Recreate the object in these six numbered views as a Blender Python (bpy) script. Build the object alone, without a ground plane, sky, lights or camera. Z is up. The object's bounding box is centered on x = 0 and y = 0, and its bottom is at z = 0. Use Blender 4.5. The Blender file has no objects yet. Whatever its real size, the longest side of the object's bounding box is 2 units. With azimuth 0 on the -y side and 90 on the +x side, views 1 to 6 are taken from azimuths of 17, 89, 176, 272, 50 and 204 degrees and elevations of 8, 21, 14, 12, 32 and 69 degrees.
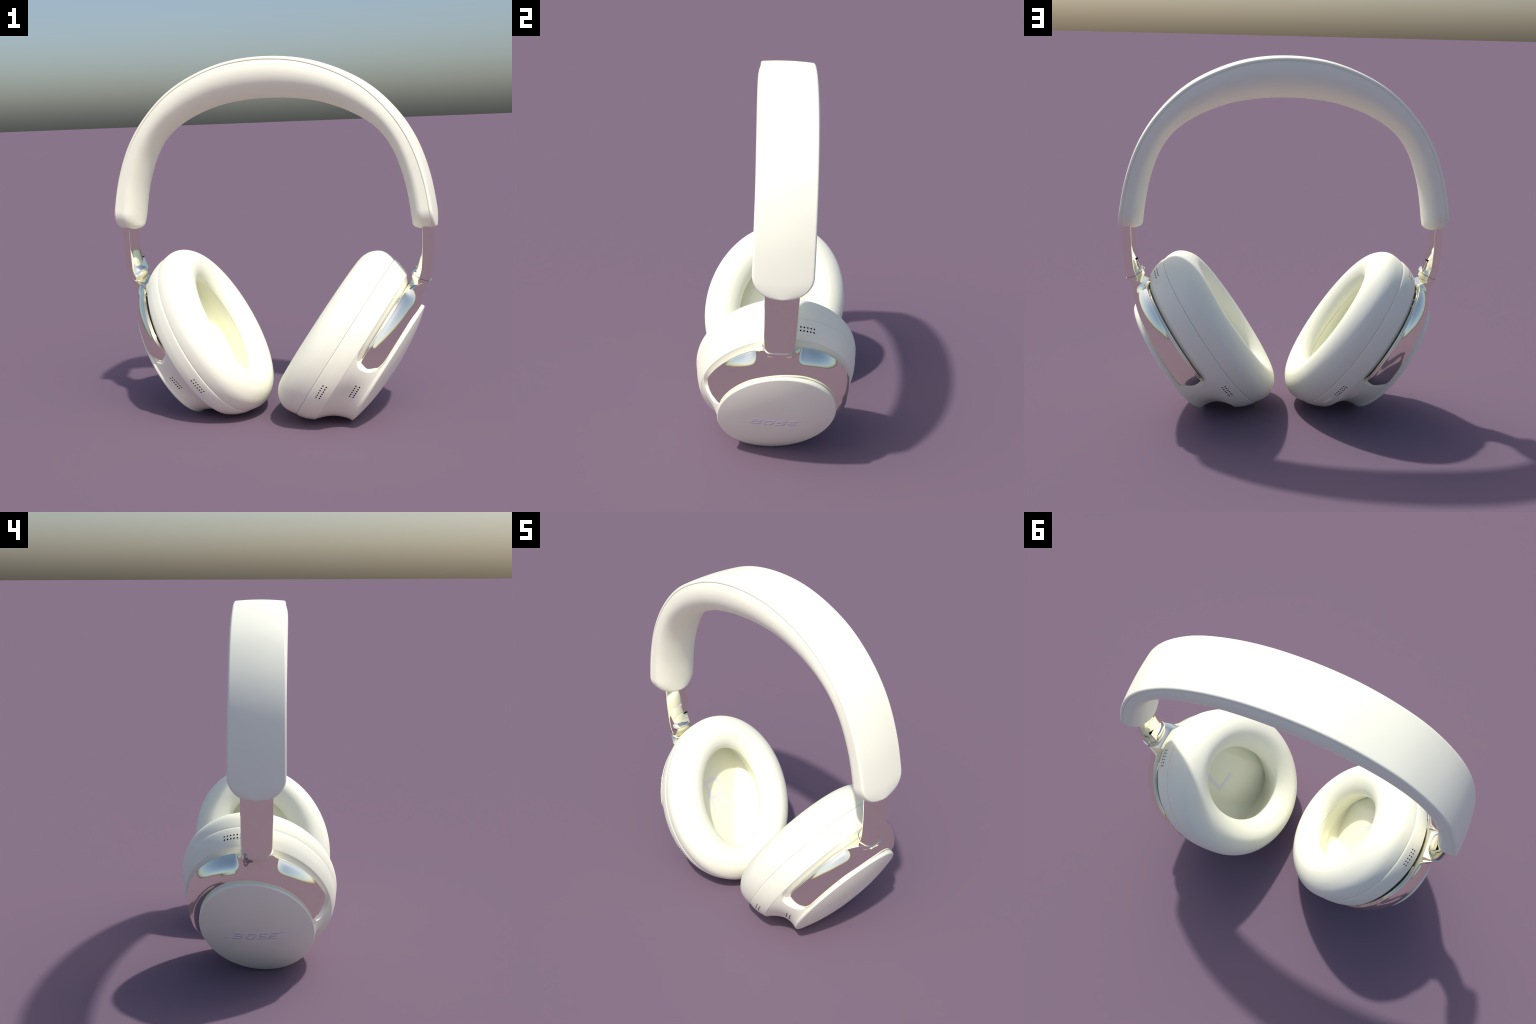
"""Over-ear headphones resting on the lower edges of their ear cups.

Every round part of an ear cup is an ellipse swept along the cup axis, so the
cup is described by profiles (depth along the axis, half length, half width).
The +x cup is modelled and mirrored for the -x side.
"""
import bpy, bmesh, math
from mathutils import Vector, Matrix

# ------------------------------------------------------------------ materials
def new_material(name):
    m = bpy.data.materials.new(name)
    m.use_nodes = True
    nt = m.node_tree
    return m, nt, nt.nodes["Principled BSDF"]


def plastic(name, colour, rough=0.55, spec=0.35, vary=0.02, grain=0.0, grain_scale=240.0):
    """Matt moulded plastic / leatherette: faint tone variation and fine grain."""
    m, nt, b = new_material(name)
    tc = nt.nodes.new("ShaderNodeTexCoord")
    nz = nt.nodes.new("ShaderNodeTexNoise")
    nz.inputs["Scale"].default_value = 6.0
    nz.inputs["Detail"].default_value = 3.0
    nt.links.new(tc.outputs["Object"], nz.inputs["Vector"])
    ramp = nt.nodes.new("ShaderNodeValToRGB")
    ramp.color_ramp.elements[0].position = 0.3
    ramp.color_ramp.elements[1].position = 0.7
    ramp.color_ramp.elements[0].color = (*[c * (1 - vary) for c in colour], 1)
    ramp.color_ramp.elements[1].color = (*[min(1, c * (1 + vary)) for c in colour], 1)
    nt.links.new(nz.outputs["Fac"], ramp.inputs["Fac"])
    nt.links.new(ramp.outputs["Color"], b.inputs["Base Color"])
    b.inputs["Roughness"].default_value = rough
    b.inputs["Specular IOR Level"].default_value = spec
    if grain:
        g = nt.nodes.new("ShaderNodeTexNoise")
        g.inputs["Scale"].default_value = grain_scale
        nt.links.new(tc.outputs["Object"], g.inputs["Vector"])
        bump = nt.nodes.new("ShaderNodeBump")
        bump.inputs["Strength"].default_value = grain
        bump.inputs["Distance"].default_value = 0.002
        nt.links.new(g.outputs["Fac"], bump.inputs["Height"])
        nt.links.new(bump.outputs["Normal"], b.inputs["Normal"])
    return m


def metal(name, colour, rough):
    m, nt, b = new_material(name)
    tc = nt.nodes.new("ShaderNodeTexCoord")
    nz = nt.nodes.new("ShaderNodeTexNoise")
    nz.inputs["Scale"].default_value = 3.0
    nt.links.new(tc.outputs["Object"], nz.inputs["Vector"])
    mr = nt.nodes.new("ShaderNodeMapRange")
    mr.inputs["To Min"].default_value = rough * 0.8
    mr.inputs["To Max"].default_value = rough * 1.2
    nt.links.new(nz.outputs["Fac"], mr.inputs["Value"])
    nt.links.new(mr.outputs["Result"], b.inputs["Roughness"])
    b.inputs["Base Color"].default_value = (*colour, 1)
    b.inputs["Metallic"].default_value = 1.0
    return m


WHITE = (0.99, 0.99, 0.815)
MAT_SHELL = plastic("white_plastic", WHITE, 0.5, 0.4, vary=0.01)
MAT_PAD = plastic("white_leatherette", WHITE, 0.6, 0.4, vary=0.01, grain=0.05)
MAT_SCRIM = plastic("cream_mesh_cloth", (0.99, 0.99, 0.80), 0.85, 0.2, vary=0.01, grain=0.15, grain_scale=500)
MAT_CHROME = metal("polished_champagne_metal", (0.99, 0.96, 0.81), 0.04)
MAT_DARK = plastic("black_opening", (0.006, 0.006, 0.007), 0.9, 0.0)
MAT_LETTER = plastic("pale_lilac_print", (0.88, 0.88, 0.90), 0.6, 0.2)
MAT_LOGO = plastic("grey_lilac_print", (0.87, 0.83, 0.86), 0.4, 0.3)

# ------------------------------------------------------------------ cup frames
def frame(tilt, yaw, spin, centre):
    """Axes of an ear-cup ellipse on the +x side: long, wide, inward, centre."""
    al, ps, de = (math.radians(v) for v in (tilt, yaw, spin))
    t = Vector((math.sin(al), 0, math.cos(al)))
    n = Vector((-math.cos(al), 0, math.sin(al)))
    y = Vector((0, 1, 0))
    n2 = math.cos(ps) * n + math.sin(ps) * y
    y2 = math.cos(ps) * y - math.sin(ps) * n
    t3 = math.cos(de) * t + math.sin(de) * y2
    y3 = math.cos(de) * y2 - math.sin(de) * t
    return t3, y3, n2, Vector(centre)


CUP = frame(32.27, -1.2, 15.9, (0.4006, -0.0012, 0.4562))
CAP = frame(31.5, 1.4, 19.0, (0.6335, 0.0070, 0.3130))
UPRIGHT = frame(32.27, -1.2, 0.0, (0.4006, -0.0012, 0.4562))
A0, B0 = 0.507, 0.407


def at(fr, phi, n, a, b):
    t, y, nn, c = fr
    return c + t * (a * math.cos(phi)) + y * (b * math.sin(phi)) + nn * n


def smooth_profile(pts, per=6):
    """Catmull-Rom resampling of a list of tuples."""
    out, k = [], len(pts)
    for i in range(k - 1):
        p0, p1, p2, p3 = pts[max(i - 1, 0)], pts[i], pts[i + 1], pts[min(i + 2, k - 1)]
        for s in range(per):
            u = s / per
            out.append(tuple(0.5 * (2 * b + (c - a) * u + (2 * a - 5 * b + 4 * c - d) * u * u
                                    + (3 * b - a - 3 * c + d) * u ** 3)
                             for a, b, c, d in zip(p0, p1, p2, p3)))
    out.append(tuple(pts[-1]))
    return out


def lerp_curve(pts, x):
    """Piecewise smooth interpolation y(x) through (x, y) points, x ascending."""
    if x <= pts[0][0]:
        return pts[0][1]
    for (x0, y0), (x1, y1) in zip(pts, pts[1:]):
        if x <= x1:
            return y0 + (y1 - y0) * (x - x0) / (x1 - x0)
    return pts[-1][1]


def smoothstep(e0, e1, x):
    u = min(1.0, max(0.0, (x - e0) / (e1 - e0)))
    return u * u * (3 - 2 * u)


# ------------------------------------------------------------------ object tools
ROOT = bpy.data.objects.new("headphones", None)
ROOT.empty_display_size = 0.2
bpy.context.collection.objects.link(ROOT)
ROOT["label"] = "white over-ear headphones with padded headband and mirror-polished metal yokes"
ROOT["category"] = "headphones"


def make(name, verts, faces, mats, parent=ROOT, side=1, smooth=40, mat_of=None, fix=True):
    """Mesh object from lists; side=-1 mirrors it to the other ear."""
    me = bpy.data.meshes.new(name)
    me.from_pydata([(side * v[0], v[1], v[2]) for v in verts], [], faces)
    for m in (mats if isinstance(mats, (list, tuple)) else [mats]):
        me.materials.append(m)
    if mat_of:
        for p in me.polygons:
            p.material_index = mat_of(p.index)
    if fix or side < 0:
        bm = bmesh.new()
        bm.from_mesh(me)
        if fix:
            bmesh.ops.remove_doubles(bm, verts=bm.verts, dist=1e-6)
            bmesh.ops.recalc_face_normals(bm, faces=bm.faces)
        elif side < 0:
            bmesh.ops.reverse_faces(bm, faces=bm.faces)
        bm.to_mesh(me)
        bm.free()
    ob = bpy.data.objects.new(name, me)
    bpy.context.collection.objects.link(ob)
    ob.parent = parent
    me.polygons.foreach_set("use_smooth", [True] * len(me.polygons))
    if smooth:
        me.set_sharp_from_angle(angle=math.radians(smooth))
    return ob


def loft(rings, closed_ring=True, cap_start=False, cap_end=False, loop=False):
    """Faces between successive rings of equal length."""
    verts = [v for r in rings for v in r]
    m, k = len(rings[0]), len(rings)
    faces = []
    for i in range(k if loop else k - 1):
        i2 = (i + 1) % k
        for j in range(m if closed_ring else m - 1):
            j2 = (j + 1) % m
            faces.append((i * m + j, i * m + j2, i2 * m + j2, i2 * m + j))
    if cap_start:
        faces.append(tuple(range(m)))
    if cap_end:
        faces.append(tuple((k - 1) * m + j for j in range(m)))
    return verts, faces


def ellipse_loft(fr, prof, seg=192, lean=0.0, **kw):
    """Loft through ellipses; lean makes the depth grow towards the lower end."""
    rings = [[at(fr, 2 * math.pi * j / seg, n * (1 - lean * math.cos(2 * math.pi * j / seg)), a, b) for j in range(seg)]
             for n, a, b in prof]
    return loft(rings, **kw)


def off(n, d, e=None):
    """Profile point: the seam ellipse offset inward/outward by d (e in width)."""
    return (n, A0 + d, B0 + (d if e is None else e))


# ------------------------------------------------------------------ headband
OUTER = [(0.0, 2.0), (0.2, 1.981), (0.385, 1.922), (0.552, 1.828), (0.694, 1.691), (0.796, 1.535),
         (0.864, 1.352), (0.902, 1.16), (0.909, 1.068)]
INNER = [(0.0, 1.779), (0.145, 1.772), (0.30, 1.745), (0.462, 1.684), (0.596, 1.596), (0.680, 1.483),
         (0.735, 1.336), (0.764, 1.20), (0.782, 1.060)]
BAND_Y, BAND_W = 0.003, 0.1435


def mirrored_path(pts):
    return [(-x, z) for x, z in reversed(pts[1:])] + list(pts)


def resample(path, k):
    """Equal arc-length points on a polyline."""
    d = [0.0]
    for (x0, z0), (x1, z1) in zip(path, path[1:]):
        d.append(d[-1] + math.hypot(x1 - x0, z1 - z0))
    out, i = [], 0
    for s in range(k):
        g = d[-1] * s / (k - 1)
        while i < len(d) - 2 and d[i + 1] < g:
            i += 1
        u = (g - d[i]) / (d[i + 1] - d[i])
        out.append((path[i][0] + u * (path[i + 1][0] - path[i][0]), path[i][1] + u * (path[i + 1][1] - path[i][1])))
    return out, d[-1]


def stations(dist_list):
    """Band stations: (outer point, inner point) at distances from the -x end."""
    fo, lo = resample(smooth_profile(mirrored_path(OUTER), 16), 1201)
    fi, _ = resample(smooth_profile(mirrored_path(INNER), 16), 1201)
    out = []
    for s in dist_list:
        f = max(0.0, min(1.0, s / lo)) * 1200
        i = min(1199, int(f))
        u = f - i
        out.append(tuple(tuple(p[i][k] + u * (p[i + 1][k] - p[i][k]) for k in (0, 1)) for p in (fo, fi)))
    return out, lo


def band_distances(length, k=150, tip=0.125, kt=40):
    """Dense stations near the rounded ends, regular ones between."""
    ends = [tip * (1 - math.cos(0.5 * math.pi * i / kt)) for i in range(kt)]
    mid = [tip + (length - 2 * tip) * i / k for i in range(k + 1)]
    return ends + mid + [length - e for e in reversed(ends)]


_, BAND_LEN = stations([0])
BAND_S = band_distances(BAND_LEN)
BAND_ST, _ = stations(BAND_S)


def end_width(d, r=0.118, p=2.05):
    """Tongue-shaped end: share of the half width at distance d from the tip."""
    if d >= r:
        return 1.0
    u = 1 - d / r
    return max(0.02, (1 - u ** p) ** (1 / p))


def band_point(st, y, depth):
    (xo, zo), (xi, zi) = st
    h = math.hypot(xi - xo, zi - zo)
    u = depth / h
    return (xo + u * (xi - xo), BAND_Y + y, zo + u * (zi - zo))


def headband():
    cover_t, fil = 0.020, 0.012
    rings = []
    for s, st in zip(BAND_S, BAND_ST):
        d = min(s, BAND_LEN - s)
        w = BAND_W * end_width(d)
        ring, k = [], 7
        f = min(fil, w * 0.9)
        drop = fil - math.sqrt(max(0.0, fil ** 2 - (fil - d) ** 2)) if d < fil else 0.0
        # outer face: slight crown, rounded corners, then down to the seam
        sect = []
        for i in range(25):
            y = -1 + 2 * i / 24
            sect.append((y * (w - f), 0.006 * y * y))
        corner = [((w - f) + f * math.sin(0.5 * math.pi * i / k), 0.006 + f * (1 - math.cos(0.5 * math.pi * i / k))) for i in range(1, k + 1)]
        wall = [(w, cover_t), (w - 0.004, cover_t + 0.003)]
        right = corner + wall
        left = [(-y, q) for y, q in reversed(right)]
        ring = [band_point(st, y, min(q + drop, cover_t + 0.003)) for y, q in left + sect + right]
        rings.append(ring)
    v, f = loft(rings, closed_ring=True, cap_start=True, cap_end=True)
    make("headband_cover", v, f, MAT_SHELL, smooth=35)

    rings = []
    for s, st in zip(BAND_S, BAND_ST):
        d = min(s, BAND_LEN - s)
        w = (BAND_W - 0.002) * end_width(d + 0.006, 0.122)
        (xo, zo), (xi, zi) = st
        h = math.hypot(xi - xo, zi - zo)
        d0 = cover_t + 0.0015
        e = max(0.0, 1 - d / 0.035)
        hh = (h - d0) * (1 - 0.32 * e ** 2.6)
        ring = [band_point(st, -(w - 0.006), d0), band_point(st, w - 0.006, d0)]
        # padding bulges past the cover, most at the crown
        bulge = w + 0.014 * max(0.0, 1 - (xo / 0.86) ** 2) * end_width(d, 0.2)
        v0 = 0.32
        half = []
        for i in range(1, 27):
            g = i / 26
            if g < 0.42:
                v = v0 * g / 0.42
                y = w + (bulge - w) * (1 - (1 - v / v0) ** 2)
            else:
                a = 0.5 * math.pi * (g - 0.42) / 0.58
                v = v0 + (1 - v0) * math.sin(a) ** (2 / 2.05)
                y = bulge * math.cos(a) ** (2 / 2.05) if i < 26 else 0.0
            half.append((y, d0 + 0.003 + (hh - 0.003) * v))
        half.insert(0, (w, d0 + 0.003))
        for y, q in half:
            ring.append(band_point(st, y, q))
        for y, q in reversed(half[:-1]):
            ring.append(band_point(st, -y, q))
        rings.append(ring)
    v, f = loft(rings, closed_ring=True, cap_start=True, cap_end=True)
    make("headband_cushion", v, f, MAT_PAD, smooth=50)


headband()

# ------------------------------------------------------------------ ear cup
SHELL_PROFILE = [off(-0.0010, -0.012), off(-0.0012, -0.0030), off(-0.0025, -0.0010), off(-0.010, 0.0), off(-0.03, -0.003),
                 off(-0.06, -0.0115, -0.009), off(-0.085, -0.023, -0.017), off(-0.099, -0.0305, -0.0225),
                 off(-0.1028, -0.0330, -0.0245), off(-0.1045, -0.0355, -0.0268), off(-0.1060, -0.0385, -0.0300), off(-0.115, -0.0520, -0.0430),
                 off(-0.130, -0.071, -0.0620), off(-0.142, -0.096, -0.086), off(-0.147, -0.15, -0.14), off(-0.147, -0.30, -0.28)]
CUSHION_PROFILE = [off(0.0, -0.012), off(0.0002, -0.003), off(0.003, -0.0008), off(0.012, 0.0015), off(0.035, 0.005), off(0.065, 0.006),
                   off(0.095, -0.001), off(0.123, -0.018), off(0.147, -0.042), off(0.164, -0.072), off(0.171, -0.103),
                   off(0.166, -0.137, -0.134), off(0.152, -0.166, -0.164), off(0.132, -0.187, -0.187), off(0.105, -0.199, -0.203),
                   off(0.080, -0.1985, -0.2045)]
TUNNEL_PROFILE = [off(0.0785, -0.1965, -0.2025), off(0.06, -0.190, -0.194), off(0.03, -0.169, -0.177), off(0.0, -0.150, -0.162),
                  off(-0.015, -0.140, -0.152), off(-0.019, -0.128, -0.140), off(-0.060, -0.114, -0.124), off(-0.143, -0.114, -0.124)]


def plate_n(t, y):
    """Depth of the driver cover at cup coordinates (up, rearward)."""
    ramp = (t - 0.085) * -0.442 + (y - 0.2) * 0.897
    return min(-0.016, max(-0.140, -0.071 - 0.33 * y + 0.11 * t + 0.65 * 0.5 * (ramp + math.hypot(ramp, 0.012))))


def shell_at(phi, n):
    """Point on the outside of the shell at angle phi and depth n, and its half axes."""
    prof = [(p[0], p[1], p[2]) for p in reversed(SHELL_PROFILE[3:9])]
    a = lerp_curve([(p[0], p[1]) for p in prof], n)
    b = lerp_curve([(p[0], p[2]) for p in prof], n)
    return at(CUP, phi, n, a, b)


# neck between shell and cap: rim ellipse -> waist -> cap ellipse; it spans the
# lower half of the cup and leaves an open slot for the yoke above
PHI_FRONT, PHI_REAR = math.radians(257), math.radians(97)


def neck_point(phi, u, depth=0.0):
    """u: 0 at the shell rim, 1 at the cap edge; depth: distance inward."""
    rim = at(CUP, phi, -0.103, 0.4715 - depth, 0.381 - depth)
    cap = at(CAP, phi - math.radians(3.1), 0.012, 0.3715 - depth * 0.8, 0.2930 - depth * 0.8)
    p = rim.lerp(cap, u)
    side = abs(phi - math.radians(180)) / math.radians(82)
    waist = (0.021 + 0.013 * smoothstep(0.05, 0.40, side) - 0.032 * smoothstep(0.5, 0.95, side)) * math.sin(math.pi * u ** 0.9)
    c = CUP[3] + CUP[2] * ((p - CUP[3]).dot(CUP[2]))
    return p + (c - p).normalized() * waist


def neck(side):
    nu, nv, nd, deep = 36, 80, 8, 0.09

    def limits(u, k):
        """U-shaped slot ends; the inside of the wall reaches further up."""
        e = min(1.0, abs(2 * u - 1))
        flare = 1 - math.sqrt(max(0.0, 1 - e ** 2.4))
        lean = math.radians(10) * smoothstep(0.0, 0.6, k) * smoothstep(0.08, 0.40, u) * smoothstep(1.0, 0.75, u)
        return PHI_REAR - math.radians(9) * flare - lean * 0.4, PHI_FRONT + math.radians(15) * flare + lean
    rings = []
    for i in range(nu + 1):
        u = 0.5 - 0.5 * math.cos(math.pi * i / nu)
        lo, hi = limits(u, 0)
        ring = [neck_point(lo + (hi - lo) * j / nv, u) for j in range(nv + 1)]
        ring += [neck_point(limits(u, k / nd)[1], u, deep * k / nd) for k in range(1, nd + 1)]
        lo2, hi2 = limits(u, 1)
        ring += [neck_point(hi2 + (lo2 - hi2) * j / nv, u, deep) for j in range(1, nv)]
        ring += [neck_point(limits(u, k / nd)[0], u, deep * k / nd) for k in range(nd, 0, -1)]
        rings.append(ring)
    v, f = loft(rings, closed_ring=True, cap_start=True, cap_end=True)
    return make("ear_cup_neck", v, f, MAT_SHELL, side=side, smooth=40)


def cap(side):
    a, b = 0.3730, 0.2945
    prof = [(0.024, a - 0.20, b - 0.18), (0.0245, a - 0.006, b - 0.006), (0.0235, a - 0.003, b - 0.003), (0.021, a - 0.0015, b - 0.0015),
            (0.004, a, b), (0.0005, a - 0.0005, b - 0.0005), (-0.0035, a - 0.003, b - 0.003)]
    for i in range(1, 30):
        r = 0.985 * math.cos(0.5 * math.pi * i / 30) ** 0.9
        prof.append((-0.0035 - 0.047 * (1 - r ** 2.3), a * r, b * r))
    v, f = ellipse_loft(CAP, prof, cap_start=True, cap_end=True)
    return make("ear_cup_cap", v, f, MAT_SHELL, side=side, smooth=50)


def cup(side):
    rings = []
    for n, a, b in smooth_profile(SHELL_PROFILE, 4):
        ring = []
        for j in range(240):
            phi = 2 * math.pi * j / 240
            # the sloping recess behind the rim tucks in where the neck takes over
            in_neck = smoothstep(math.radians(82), math.radians(98), phi) * smoothstep(math.radians(276), math.radians(258), phi)
            tuck = 0.012 * in_neck * smoothstep(-0.1055, -0.113, n)
            ring.append(at(CUP, phi, n, a - tuck, b - tuck))
        rings.append(ring)
    v, f = loft(rings, cap_end=True)
    shell = make("ear_cup_shell", v, f, MAT_SHELL, side=side, smooth=45)
    v, f = ellipse_loft(CUP, [(n * 0.97, a, b) for n, a, b in smooth_profile(CUSHION_PROFILE, 5)], lean=0.03)
    make("ear_cushion", v, f, MAT_PAD, side=side, smooth=60)
    v, f = ellipse_loft(CUP, [(n * 0.97, a, b) for n, a, b in smooth_profile(TUNNEL_PROFILE, 4)], lean=0.03)
    make("ear_cushion_lining", v, f, MAT_SCRIM, side=side, smooth=60)
    # driver cover: a plane sloping back towards the rear, with a ramp below
    rings = []
    for i in range(40):
        r = 1 - i / 40
        ring = []
        for j in range(192):
            ph = 2 * math.pi * j / 192
            p = at(CUP, ph, 0.0, 0.395 * r, 0.285 * r)
            t, y = (p - CUP[3]).dot(UPRIGHT[0]), (p - CUP[3]).dot(UPRIGHT[1])
            ring.append(p + CUP[2] * plate_n(t, y))
        rings.append(ring)
    v, f = loft(rings, cap_end=True)
    plate = make("driver_cover", v, f, MAT_SCRIM, side=side, smooth=60)
    return shell, plate


# ------------------------------------------------------------------ yoke and slider
# domed crescent: (share of cap frame, depth, offset along, offset across)
YOKE_PROFILE = [(0.0, -0.1375, -0.098, -0.090), (0.0, -0.1376, -0.056, -0.048), (0.0, -0.1400, -0.0405, -0.0335), (0.1, -0.152, -0.0415, -0.0343),
                (0.25, -0.170, -0.0455, -0.0375), (0.45, -0.190, -0.0535, -0.0440), (0.65, -0.209, -0.0650, -0.0535), (0.85, -0.226, -0.0805, -0.0662),
                (0.97, -0.2420, -0.0990, -0.0812), (1.0, -0.2505, -0.1245, -0.1030), (1.0, -0.2515, -0.165, -0.140)]
# outer face of the slider arm and its foot: x as a function of z
ARM_OUT = [(0.50, 0.690), (0.58, 0.755), (0.62, 0.778), (0.66, 0.798), (0.70, 0.821), (0.74, 0.845), (0.78, 0.868), (0.84, 0.880), (0.90, 0.886),
           (0.98, 0.890), (1.14, 0.892)]
ARM_OUT = smooth_profile(ARM_OUT, 6)
ARM_Y, ARM_W = 0.004, 0.081


def arm_face(y, z):
    """Outer face of the arm: flat middle, rounded corners, flaring foot."""
    foot = smoothstep(0.785, 0.60, z)
    w = ARM_W + 0.05 * foot
    q = abs(y - ARM_Y) / w
    return lerp_curve(ARM_OUT, z) - 0.046 * q ** 3.5


def smax(a, b, k):
    m = max(a, b)
    return m + k * math.log(math.exp((a - m) / k) + math.exp((b - m) / k))


def yoke(side):
    prof = smooth_profile(YOKE_PROFILE, 6)
    seg = 320
    lo, hi = math.radians(-104), math.radians(102)
    rings = []
    for i, (w, n, da, db) in enumerate(prof):
        ring = []
        for j in range(seg + 1):
            phi = lo + (hi - lo) * j / seg
            shrink = 0.055 * smoothstep(math.radians(85), math.radians(104), abs(phi))
            if i < 6:  # inner lip: a thin edge at the sides, a web under the arm
                wide = smoothstep(math.radians(34), math.radians(16), abs(phi + math.radians(16)))
                shrink -= (1 - i / 6) * (0.048 - 0.020 * wide)
            p = at(CUP, phi, n, A0 + da - shrink, B0 + db - shrink)
            q = at(CAP, phi - math.radians(3.1), n + 0.2705, A0 + da - shrink, B0 + db - shrink)
            p = p.lerp(q, w * 0.5)
            if p.z > 0.5:
                # the crown of the yoke rises into the foot of the arm
                lift = smoothstep(1, 12, i) * (1 - smoothstep(12, 26, i)) * smoothstep(0.110, 0.066, abs(p.y - ARM_Y))
                p.z += (0.779 - p.z) * lift
                p.x += (smax(p.x, arm_face(p.y, p.z), 0.020) - p.x) * smoothstep(3, 12, i)
            ring.append(p)
        rings.append(ring)
    v, f = loft(rings, closed_ring=False)
    ob = make("yoke", v, f, MAT_CHROME, side=side, smooth=None)
    # face outward, then thicken inward
    me = ob.data
    c = Vector((side * 0.5, 0, 0.4))
    if sum((p.center - c).dot(p.normal) for p in me.polygons) < 0:
        me.flip_normals()
    mod = ob.modifiers.new("thickness", "SOLIDIFY")
    mod.thickness, mod.offset = 0.006, -1
    return ob


def hinge_z(x):
    """Hinge split plane, rising inward."""
    return 0.781 + 0.44 * (0.868 - x)


def arm_section(z, grow=0.0, shift=0.0, cut=False):
    """Closed section of the arm at height z; cut=True shears it onto the hinge plane."""
    xo = lerp_curve(ARM_OUT, z) + grow - shift
    w = ARM_W + grow
    wedge = 0.022 * min(1.0, max(0.0, (0.945 - z) / 0.155)) + 2 * grow
    ring, m = [], 28
    for j in range(m + 1):  # outer face
        q = -1 + 2 * j / m
        q = math.copysign(abs(q) ** 0.75, q)
        ring.append((xo - 0.046 * abs(q) ** 6, ARM_Y + w * q, z))
    xb, wi = xo - 0.046, w - 0.007
    for j in range(1, 7):
        a = 0.5 * math.pi * j / 6.5
        ring.append((xb - 0.009 * math.sin(a), ARM_Y + wi + 0.007 * math.cos(a), z))
    for j in range(15):
        q = 1 - 2 * j / 14
        q = math.copysign(abs(q) ** 0.6, q)
        ring.append((xb - 0.010 - wedge * (1 - abs(q) ** 5.0) - 0.017 * (1 - abs(q) ** 1.8), ARM_Y + wi * 0.985 * q, z))
    for j in range(6, 0, -1):
        a = 0.5 * math.pi * j / 6.5
        ring.append((xb - 0.009 * math.sin(a), ARM_Y - wi - 0.007 * math.cos(a), z))
    if cut:
        ring = [(x, y, hinge_z(x) + (z - 0.781)) for x, y, _ in ring]
    return ring


def arm(side):
    """Slider arm: curved strip with rounded outer corners and a thicker foot."""
    rings = []
    k = 70
    for i in range(k + 1):
        z = 0.783 + (1.14 - 0.783) * i / k
        flat, cut = arm_section(z), arm_section(z, cut=True)
        w = 1 - smoothstep(0.783, 0.86, z)
        rings.append([tuple(a + (b - a) * w for a, b in zip(p, q)) for p, q in zip(flat, cut)])
    v, f = loft(rings, closed_ring=True, cap_start=True, cap_end=True)
    return make("slider_arm", v, f, MAT_CHROME, side=side, smooth=32)


def box(name, centre, size, mat, parent, side, bevel=0.004, rot=0.0):
    """Rounded block; rot turns it about the y axis."""
    cx, cy, cz = centre
    sx, sy, sz = (s / 2 for s in size)
    ca, sa = math.cos(rot), math.sin(rot)
    v = []
    for dz in (-sz, sz):
        for dx, dy in ((-sx, -sy), (sx, -sy), (sx, sy), (-sx, sy)):
            v.append((cx + dx * ca + dz * sa, cy + dy, cz - dx * sa + dz * ca))
    f = [(0, 1, 2, 3), (4, 5, 6, 7), (0, 1, 5, 4), (1, 2, 6, 5), (2, 3, 7, 6), (3, 0, 4, 7)]
    ob = make(name, v, f, mat, parent=parent, side=side, smooth=30)
    if bevel:
        mod = ob.modifiers.new("rounding", "BEVEL")
        mod.width, mod.segments = bevel, 3
    return ob


def hinge(side, arm_ob):
    """Knuckle under the arm that carries the yoke, latch plate and slot."""
    rings = []
    k = 36
    base = arm_section(0.780, grow=-0.0012)
    x_out = lerp_curve(ARM_OUT, 0.780)
    for i in range(k + 1):
        u = i / k
        z0 = 0.7795 - 0.07 * u
        tilt = 0.44 * (1 - smoothstep(0.0, 0.8, u))
        thin = 1 - 0.70 * smoothstep(0.12, 0.85, u)
        sink = 0.020 * smoothstep(0.30, 0.75, u)
        ring = []
        for x, y, _ in base:
            d = (x_out - x) * thin
            ring.append((lerp_curve(ARM_OUT, z0) - d - sink, y, z0 + tilt * (x_out - x - 0.002)))
        rings.append(ring)
    v, f = loft(rings, cap_start=True, cap_end=True)
    make("hinge_knuckle", v, f, MAT_CHROME, side=side, smooth=40)
    # thin split-line gasket standing proud at the hinge
    rings = [arm_section(z, grow=0.003, cut=True) for z in (0.7806, 0.7822)]
    v, f = loft(rings, cap_start=True, cap_end=True)
    make("hinge_gasket", v, f, MAT_CHROME, side=side, smooth=30)
    box("release_latch", (0.7990, ARM_Y + 0.024, 0.852), (0.009, 0.052, 0.072), MAT_CHROME, arm_ob, side, bevel=0.002, rot=0.36)
    box("latch_slot", (0.8115, ARM_Y + 0.026, 0.8905), (0.010, 0.052, 0.006), MAT_DARK, arm_ob, side, bevel=0.0, rot=0.36)


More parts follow.
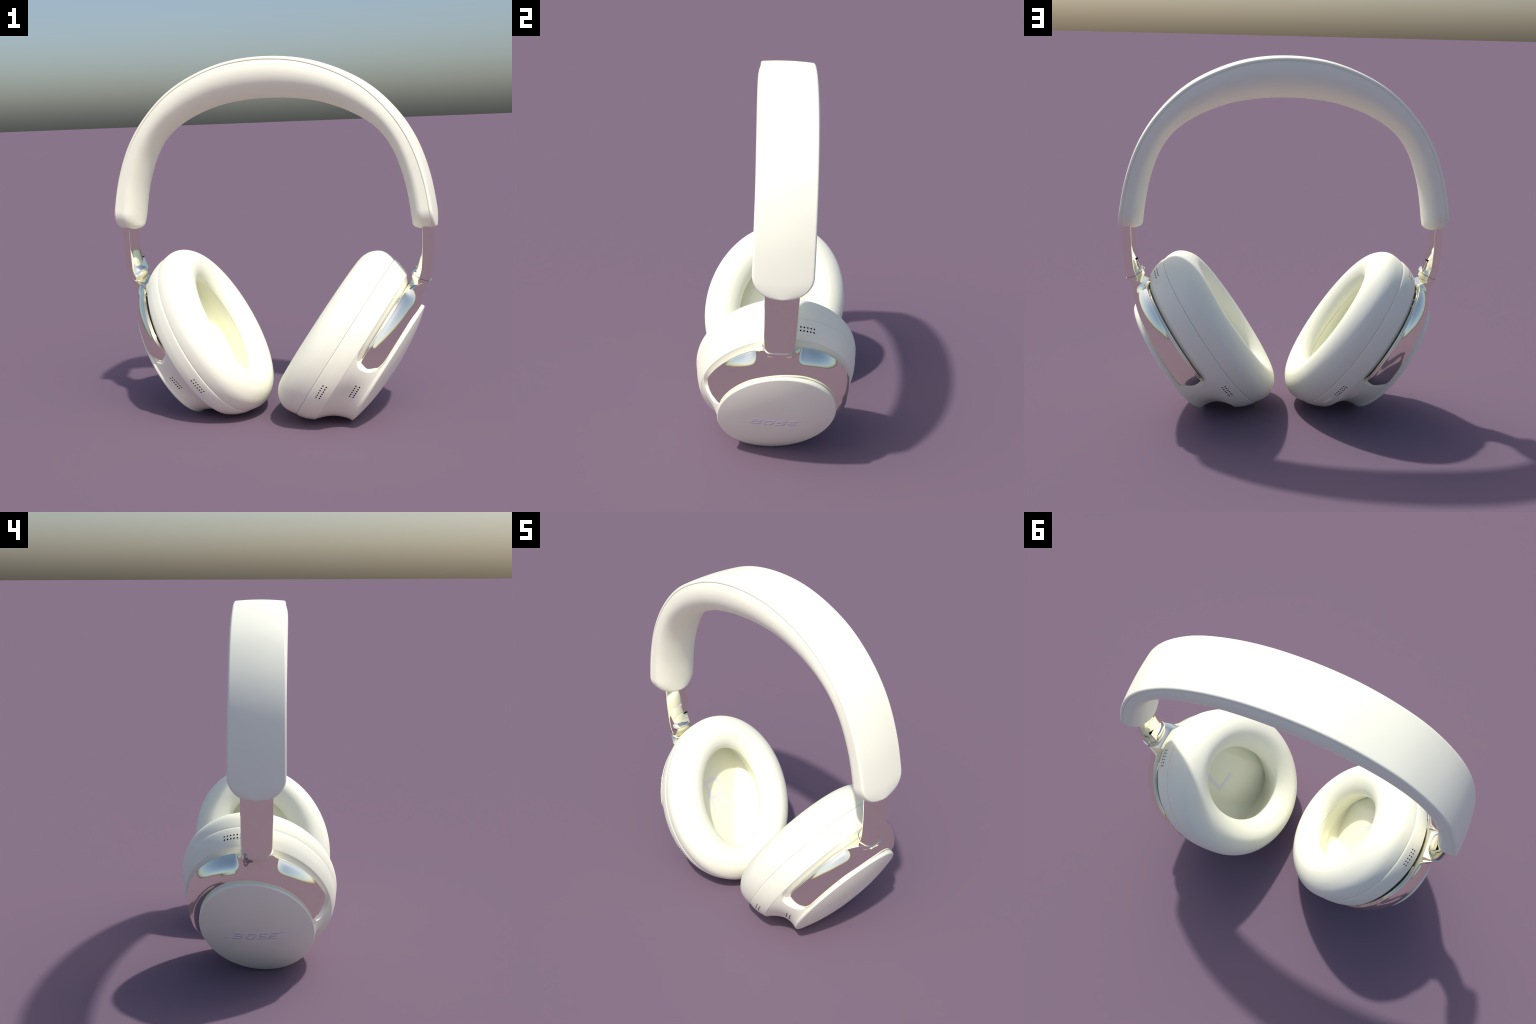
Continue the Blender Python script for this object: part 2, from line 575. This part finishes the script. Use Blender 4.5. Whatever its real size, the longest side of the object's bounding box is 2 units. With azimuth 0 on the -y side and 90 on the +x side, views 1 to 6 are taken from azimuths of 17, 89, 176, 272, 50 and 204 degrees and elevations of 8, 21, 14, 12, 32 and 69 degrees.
# ------------------------------------------------------------------ perforations
def hole_grid(side, phi0, phi1, n0, n1, surface, parent, rows=2, cols=6, r=0.0041):
    """Two rows of round openings following the cup wall between two angles (degrees)."""
    v, f = [], []
    for i in range(rows):
        n = n0 + (n1 - n0) * i / (rows - 1)
        for j in range(cols):
            phi = math.radians(phi0 + (phi1 - phi0) * j / (cols - 1))
            c = surface(phi, n)
            tu = (surface(phi + 0.01, n) - surface(phi - 0.01, n)).normalized()
            tn = (surface(phi, n + 0.004) - surface(phi, n - 0.004)).normalized()
            nm = tu.cross(tn).normalized()
            out = c - (CUP[3] + CUP[2] * (c - CUP[3]).dot(CUP[2]))
            if nm.dot(out) < 0:
                nm = -nm
            base = len(v)
            for h, rr in ((-0.003, r), (0.0007, r), (0.0009, r * 0.7)):
                for q in range(14):
                    a = 2 * math.pi * q / 14
                    v.append(c + tu * (rr * math.cos(a)) + tn * (rr * math.sin(a)) + nm * h)
            for ring in range(2):
                for q in range(14):
                    q2 = (q + 1) % 14
                    f.append((base + ring * 14 + q, base + ring * 14 + q2, base + ring * 14 + 14 + q2, base + ring * 14 + 14 + q))
            f.append(tuple(base + 28 + q for q in range(14)))
    ob = make("microphone_opening", v, f, MAT_DARK, parent=parent, side=side, smooth=None)
    ob["kind"] = "stuff"
    return ob


def neck_surface(phi, n):
    return neck_point(phi, (-0.103 - n) / 0.157)


def raised_pill(side, name, phi0, phi1, n0, n1, surface, parent, height=0.004):
    """Low rounded button following the cup wall."""
    rings, k = [], 28
    pm, nm_ = math.radians((phi0 + phi1) / 2), (n0 + n1) / 2
    dp, dn = math.radians(phi1 - phi0) / 2, (n1 - n0) / 2
    for s_, h in ((1.0, -0.004), (1.0, height * 0.5), (0.93, height * 0.9), (0.8, height), (0.4, height)):
        ring = []
        for q in range(k):
            a = 2 * math.pi * q / k
            c, s2 = math.cos(a), math.sin(a)
            phi = pm + dp * s_ * math.copysign(abs(c) ** 0.5, c)
            n = nm_ + dn * s_ * math.copysign(abs(s2) ** 0.5, s2)
            p = surface(phi, n)
            out = p - (CUP[3] + CUP[2] * (p - CUP[3]).dot(CUP[2]))
            ring.append(p + out.normalized() * h)
        rings.append(ring)
    v, f = loft(rings, cap_end=True)
    return make(name, v, f, MAT_SHELL, parent=parent, side=side, smooth=40)


# ------------------------------------------------------------------ lettering
def stroke_letter(strokes, width, height=0.0012):
    """Letter from straight or curved pen strokes: lists of (x, y) points."""
    v, f = [], []
    for k, pts in enumerate(strokes):
        n = len(pts)
        base = len(v)
        for i, (x, y) in enumerate(pts):
            x0, y0 = pts[max(i - 1, 0)]
            x1, y1 = pts[min(i + 1, n - 1)]
            l = math.hypot(x1 - x0, y1 - y0)
            dx, dy = -(y1 - y0) / l * width / 2, (x1 - x0) / l * width / 2
            for h in (-0.004, height + 0.00008 * k):
                v.append(Vector((x + dx, y + dy, h)))
                v.append(Vector((x - dx, y - dy, h)))
        for i in range(n - 1):
            a, b = base + 4 * i, base + 4 * (i + 1)
            f += [(a, b, b + 1, a + 1), (a + 2, a + 3, b + 3, b + 2), (a, a + 2, b + 2, b), (a + 1, b + 1, b + 3, a + 3)]
        a, b = base, base + 4 * (n - 1)
        f += [(a, a + 1, a + 3, a + 2), (b, b + 2, b + 3, b + 1)]
    return v, f


def ear_letter(side, plate, which):
    """Raised L or R on the driver cover, upright along the cup."""
    if which == "R":
        arc = [(0.062 + 0.056 * math.sin(a), 0.145 + 0.052 * math.cos(a)) for a in [math.pi * i / 14 for i in range(15)]]
        strokes = [[(0.0, 0.0), (0.0, 0.2)], [(-0.011, 0.197), (0.03, 0.197)] + arc + [(0.03, 0.093), (0.0, 0.093)], [(0.062, 0.093), (0.118, 0.0)]]
        org, right = (-0.062, -0.069), 1
    else:
        strokes = [[(0.0, 0.0), (0.0, 0.2)], [(-0.0115, 0.0), (0.104, 0.0)]]
        org, right = (-0.044, 0.030), -1
    v, f = stroke_letter(strokes, 0.023)
    out = []
    for p in v:
        t, y = org[0] + p.y, org[1] + right * p.x
        out.append(CUP[3] + UPRIGHT[0] * t + UPRIGHT[1] * y + CUP[2] * (plate_n(t, y) + p.z))
    return make("ear_side_letter", out, f, MAT_LETTER, parent=plate, side=side, smooth=20)


def cap_n(t, y, a=0.373, b=0.2945):
    r = min(0.985, math.hypot(t / a, y / b))
    return -0.0035 - 0.047 * (1 - r ** 2.3)


def fine(pts, step=0.006):
    """Subdivide a pen stroke so that it follows a curved surface."""
    out = [pts[0]]
    for (x0, y0), (x1, y1) in zip(pts, pts[1:]):
        k = max(1, int(math.hypot(x1 - x0, y1 - y0) / step))
        out += [(x0 + (x1 - x0) * i / k, y0 + (y1 - y0) * i / k) for i in range(1, k + 1)]
    return out


def slanted_word():
    """Heavy slanted capitals with a hairline running off each end (x, y, height)."""
    h, w = 0.050, 0.046
    letters = {
        "B": [[(0, 0), (0, h)], [(-0.004, h - 0.005), (w * 0.7, h - 0.005), (w * 0.86, h * 0.76), (w * 0.7, h * 0.53), (0, h * 0.53)],
              [(-0.004, 0.005), (w * 0.76, 0.005), (w * 0.95, h * 0.27), (w * 0.76, h * 0.5)]],
        "O": [[(w * 0.15, h * 0.12), (0.004, h * 0.3), (0.004, h * 0.7), (w * 0.15, h - 0.006)], [(w * 0.1, 0.005), (w * 0.9, 0.005)],
              [(w * 0.1, h - 0.005), (w * 0.9, h - 0.005)], [(w * 0.85, h * 0.12), (w - 0.004, h * 0.3), (w - 0.004, h * 0.7), (w * 0.85, h - 0.006)]],
        "S": [[(0.0, 0.005), (w * 0.8, 0.005), (w * 0.95, h * 0.26), (w * 0.8, h * 0.5), (w * 0.2, h * 0.5), (w * 0.05, h * 0.74),
               (w * 0.2, h - 0.005), (w, h - 0.005)]],
        "E": [[(0.0, 0), (0.0, h)], [(0, 0.005), (w * 0.9, 0.005)], [(0, h / 2), (w * 0.75, h / 2)], [(0, h - 0.005), (w * 0.9, h - 0.005)]],
    }
    v, f, x0 = [], [], -0.118
    for ch in "BOSE":
        lv, lf = stroke_letter([fine(st) for st in letters[ch]], 0.0115, 0.0002)
        k = len(v)
        v += [Vector((p.x + x0 + 0.42 * (p.y - h / 2), p.y - h / 2, max(p.z, -0.001))) for p in lv]
        f += [tuple(i + k for i in q) for q in lf]
        x0 += w + 0.0165
    for xa, xb, y in ((-0.178, -0.112, -0.020), (0.122, 0.178, 0.021)):
        lv, lf = stroke_letter([fine([(xa, y), (xb, y)])], 0.0045, 0.0002)
        k = len(v)
        v += [Vector((p.x, p.y, max(p.z, -0.001))) for p in lv]
        f += [tuple(i + k for i in q) for q in lf]
    return v, f


def logo(side, cap_ob, t0=0.004):
    """Word mark printed across the cap."""
    v, f = slanted_word()
    # upright along the cup, reading left to right seen from outside
    spin = math.radians(19.0)
    out = []
    for p in v:
        x, y = p.x * (1 if side > 0 else -1), p.y + t0
        t = y * math.cos(spin) + x * math.sin(spin)
        w = -y * math.sin(spin) + x * math.cos(spin)
        # reading direction is +y on the +x side and -y on the -x side
        out.append(CAP[3] + CAP[0] * t + CAP[1] * w + CAP[2] * (cap_n(t, w) - 0.0004 - p.z))
    return make("word_mark", out, f, MAT_LOGO, parent=cap_ob, side=side, smooth=None)


# ------------------------------------------------------------------ assembly
for side in (1, -1):
    shell, plate = cup(side)
    neck_ob = neck(side)
    cap_ob = cap(side)
    yoke(side)
    arm_ob = arm(side)
    hinge(side, arm_ob)
    ear_letter(side, plate, "L" if side > 0 else "R")
    logo(side, cap_ob)
    hole_grid(side, 227, 237.5, -0.043, -0.061, shell_at, shell)
    hole_grid(side, 102.5, 112.5, -0.048, -0.064, shell_at, shell)
    hole_grid(side, 353, 365.5, -0.046, -0.063, shell_at, shell)
    hole_grid(side, 230, 243, -0.193, -0.213, neck_surface, neck_ob)
    if side < 0:
        raised_pill(side, "control_button", 119, 130, -0.046, -0.068, shell_at, shell)
        raised_pill(side, "volume_strip", 108, 120, -0.149, -0.157, neck_surface, neck_ob, 0.003)
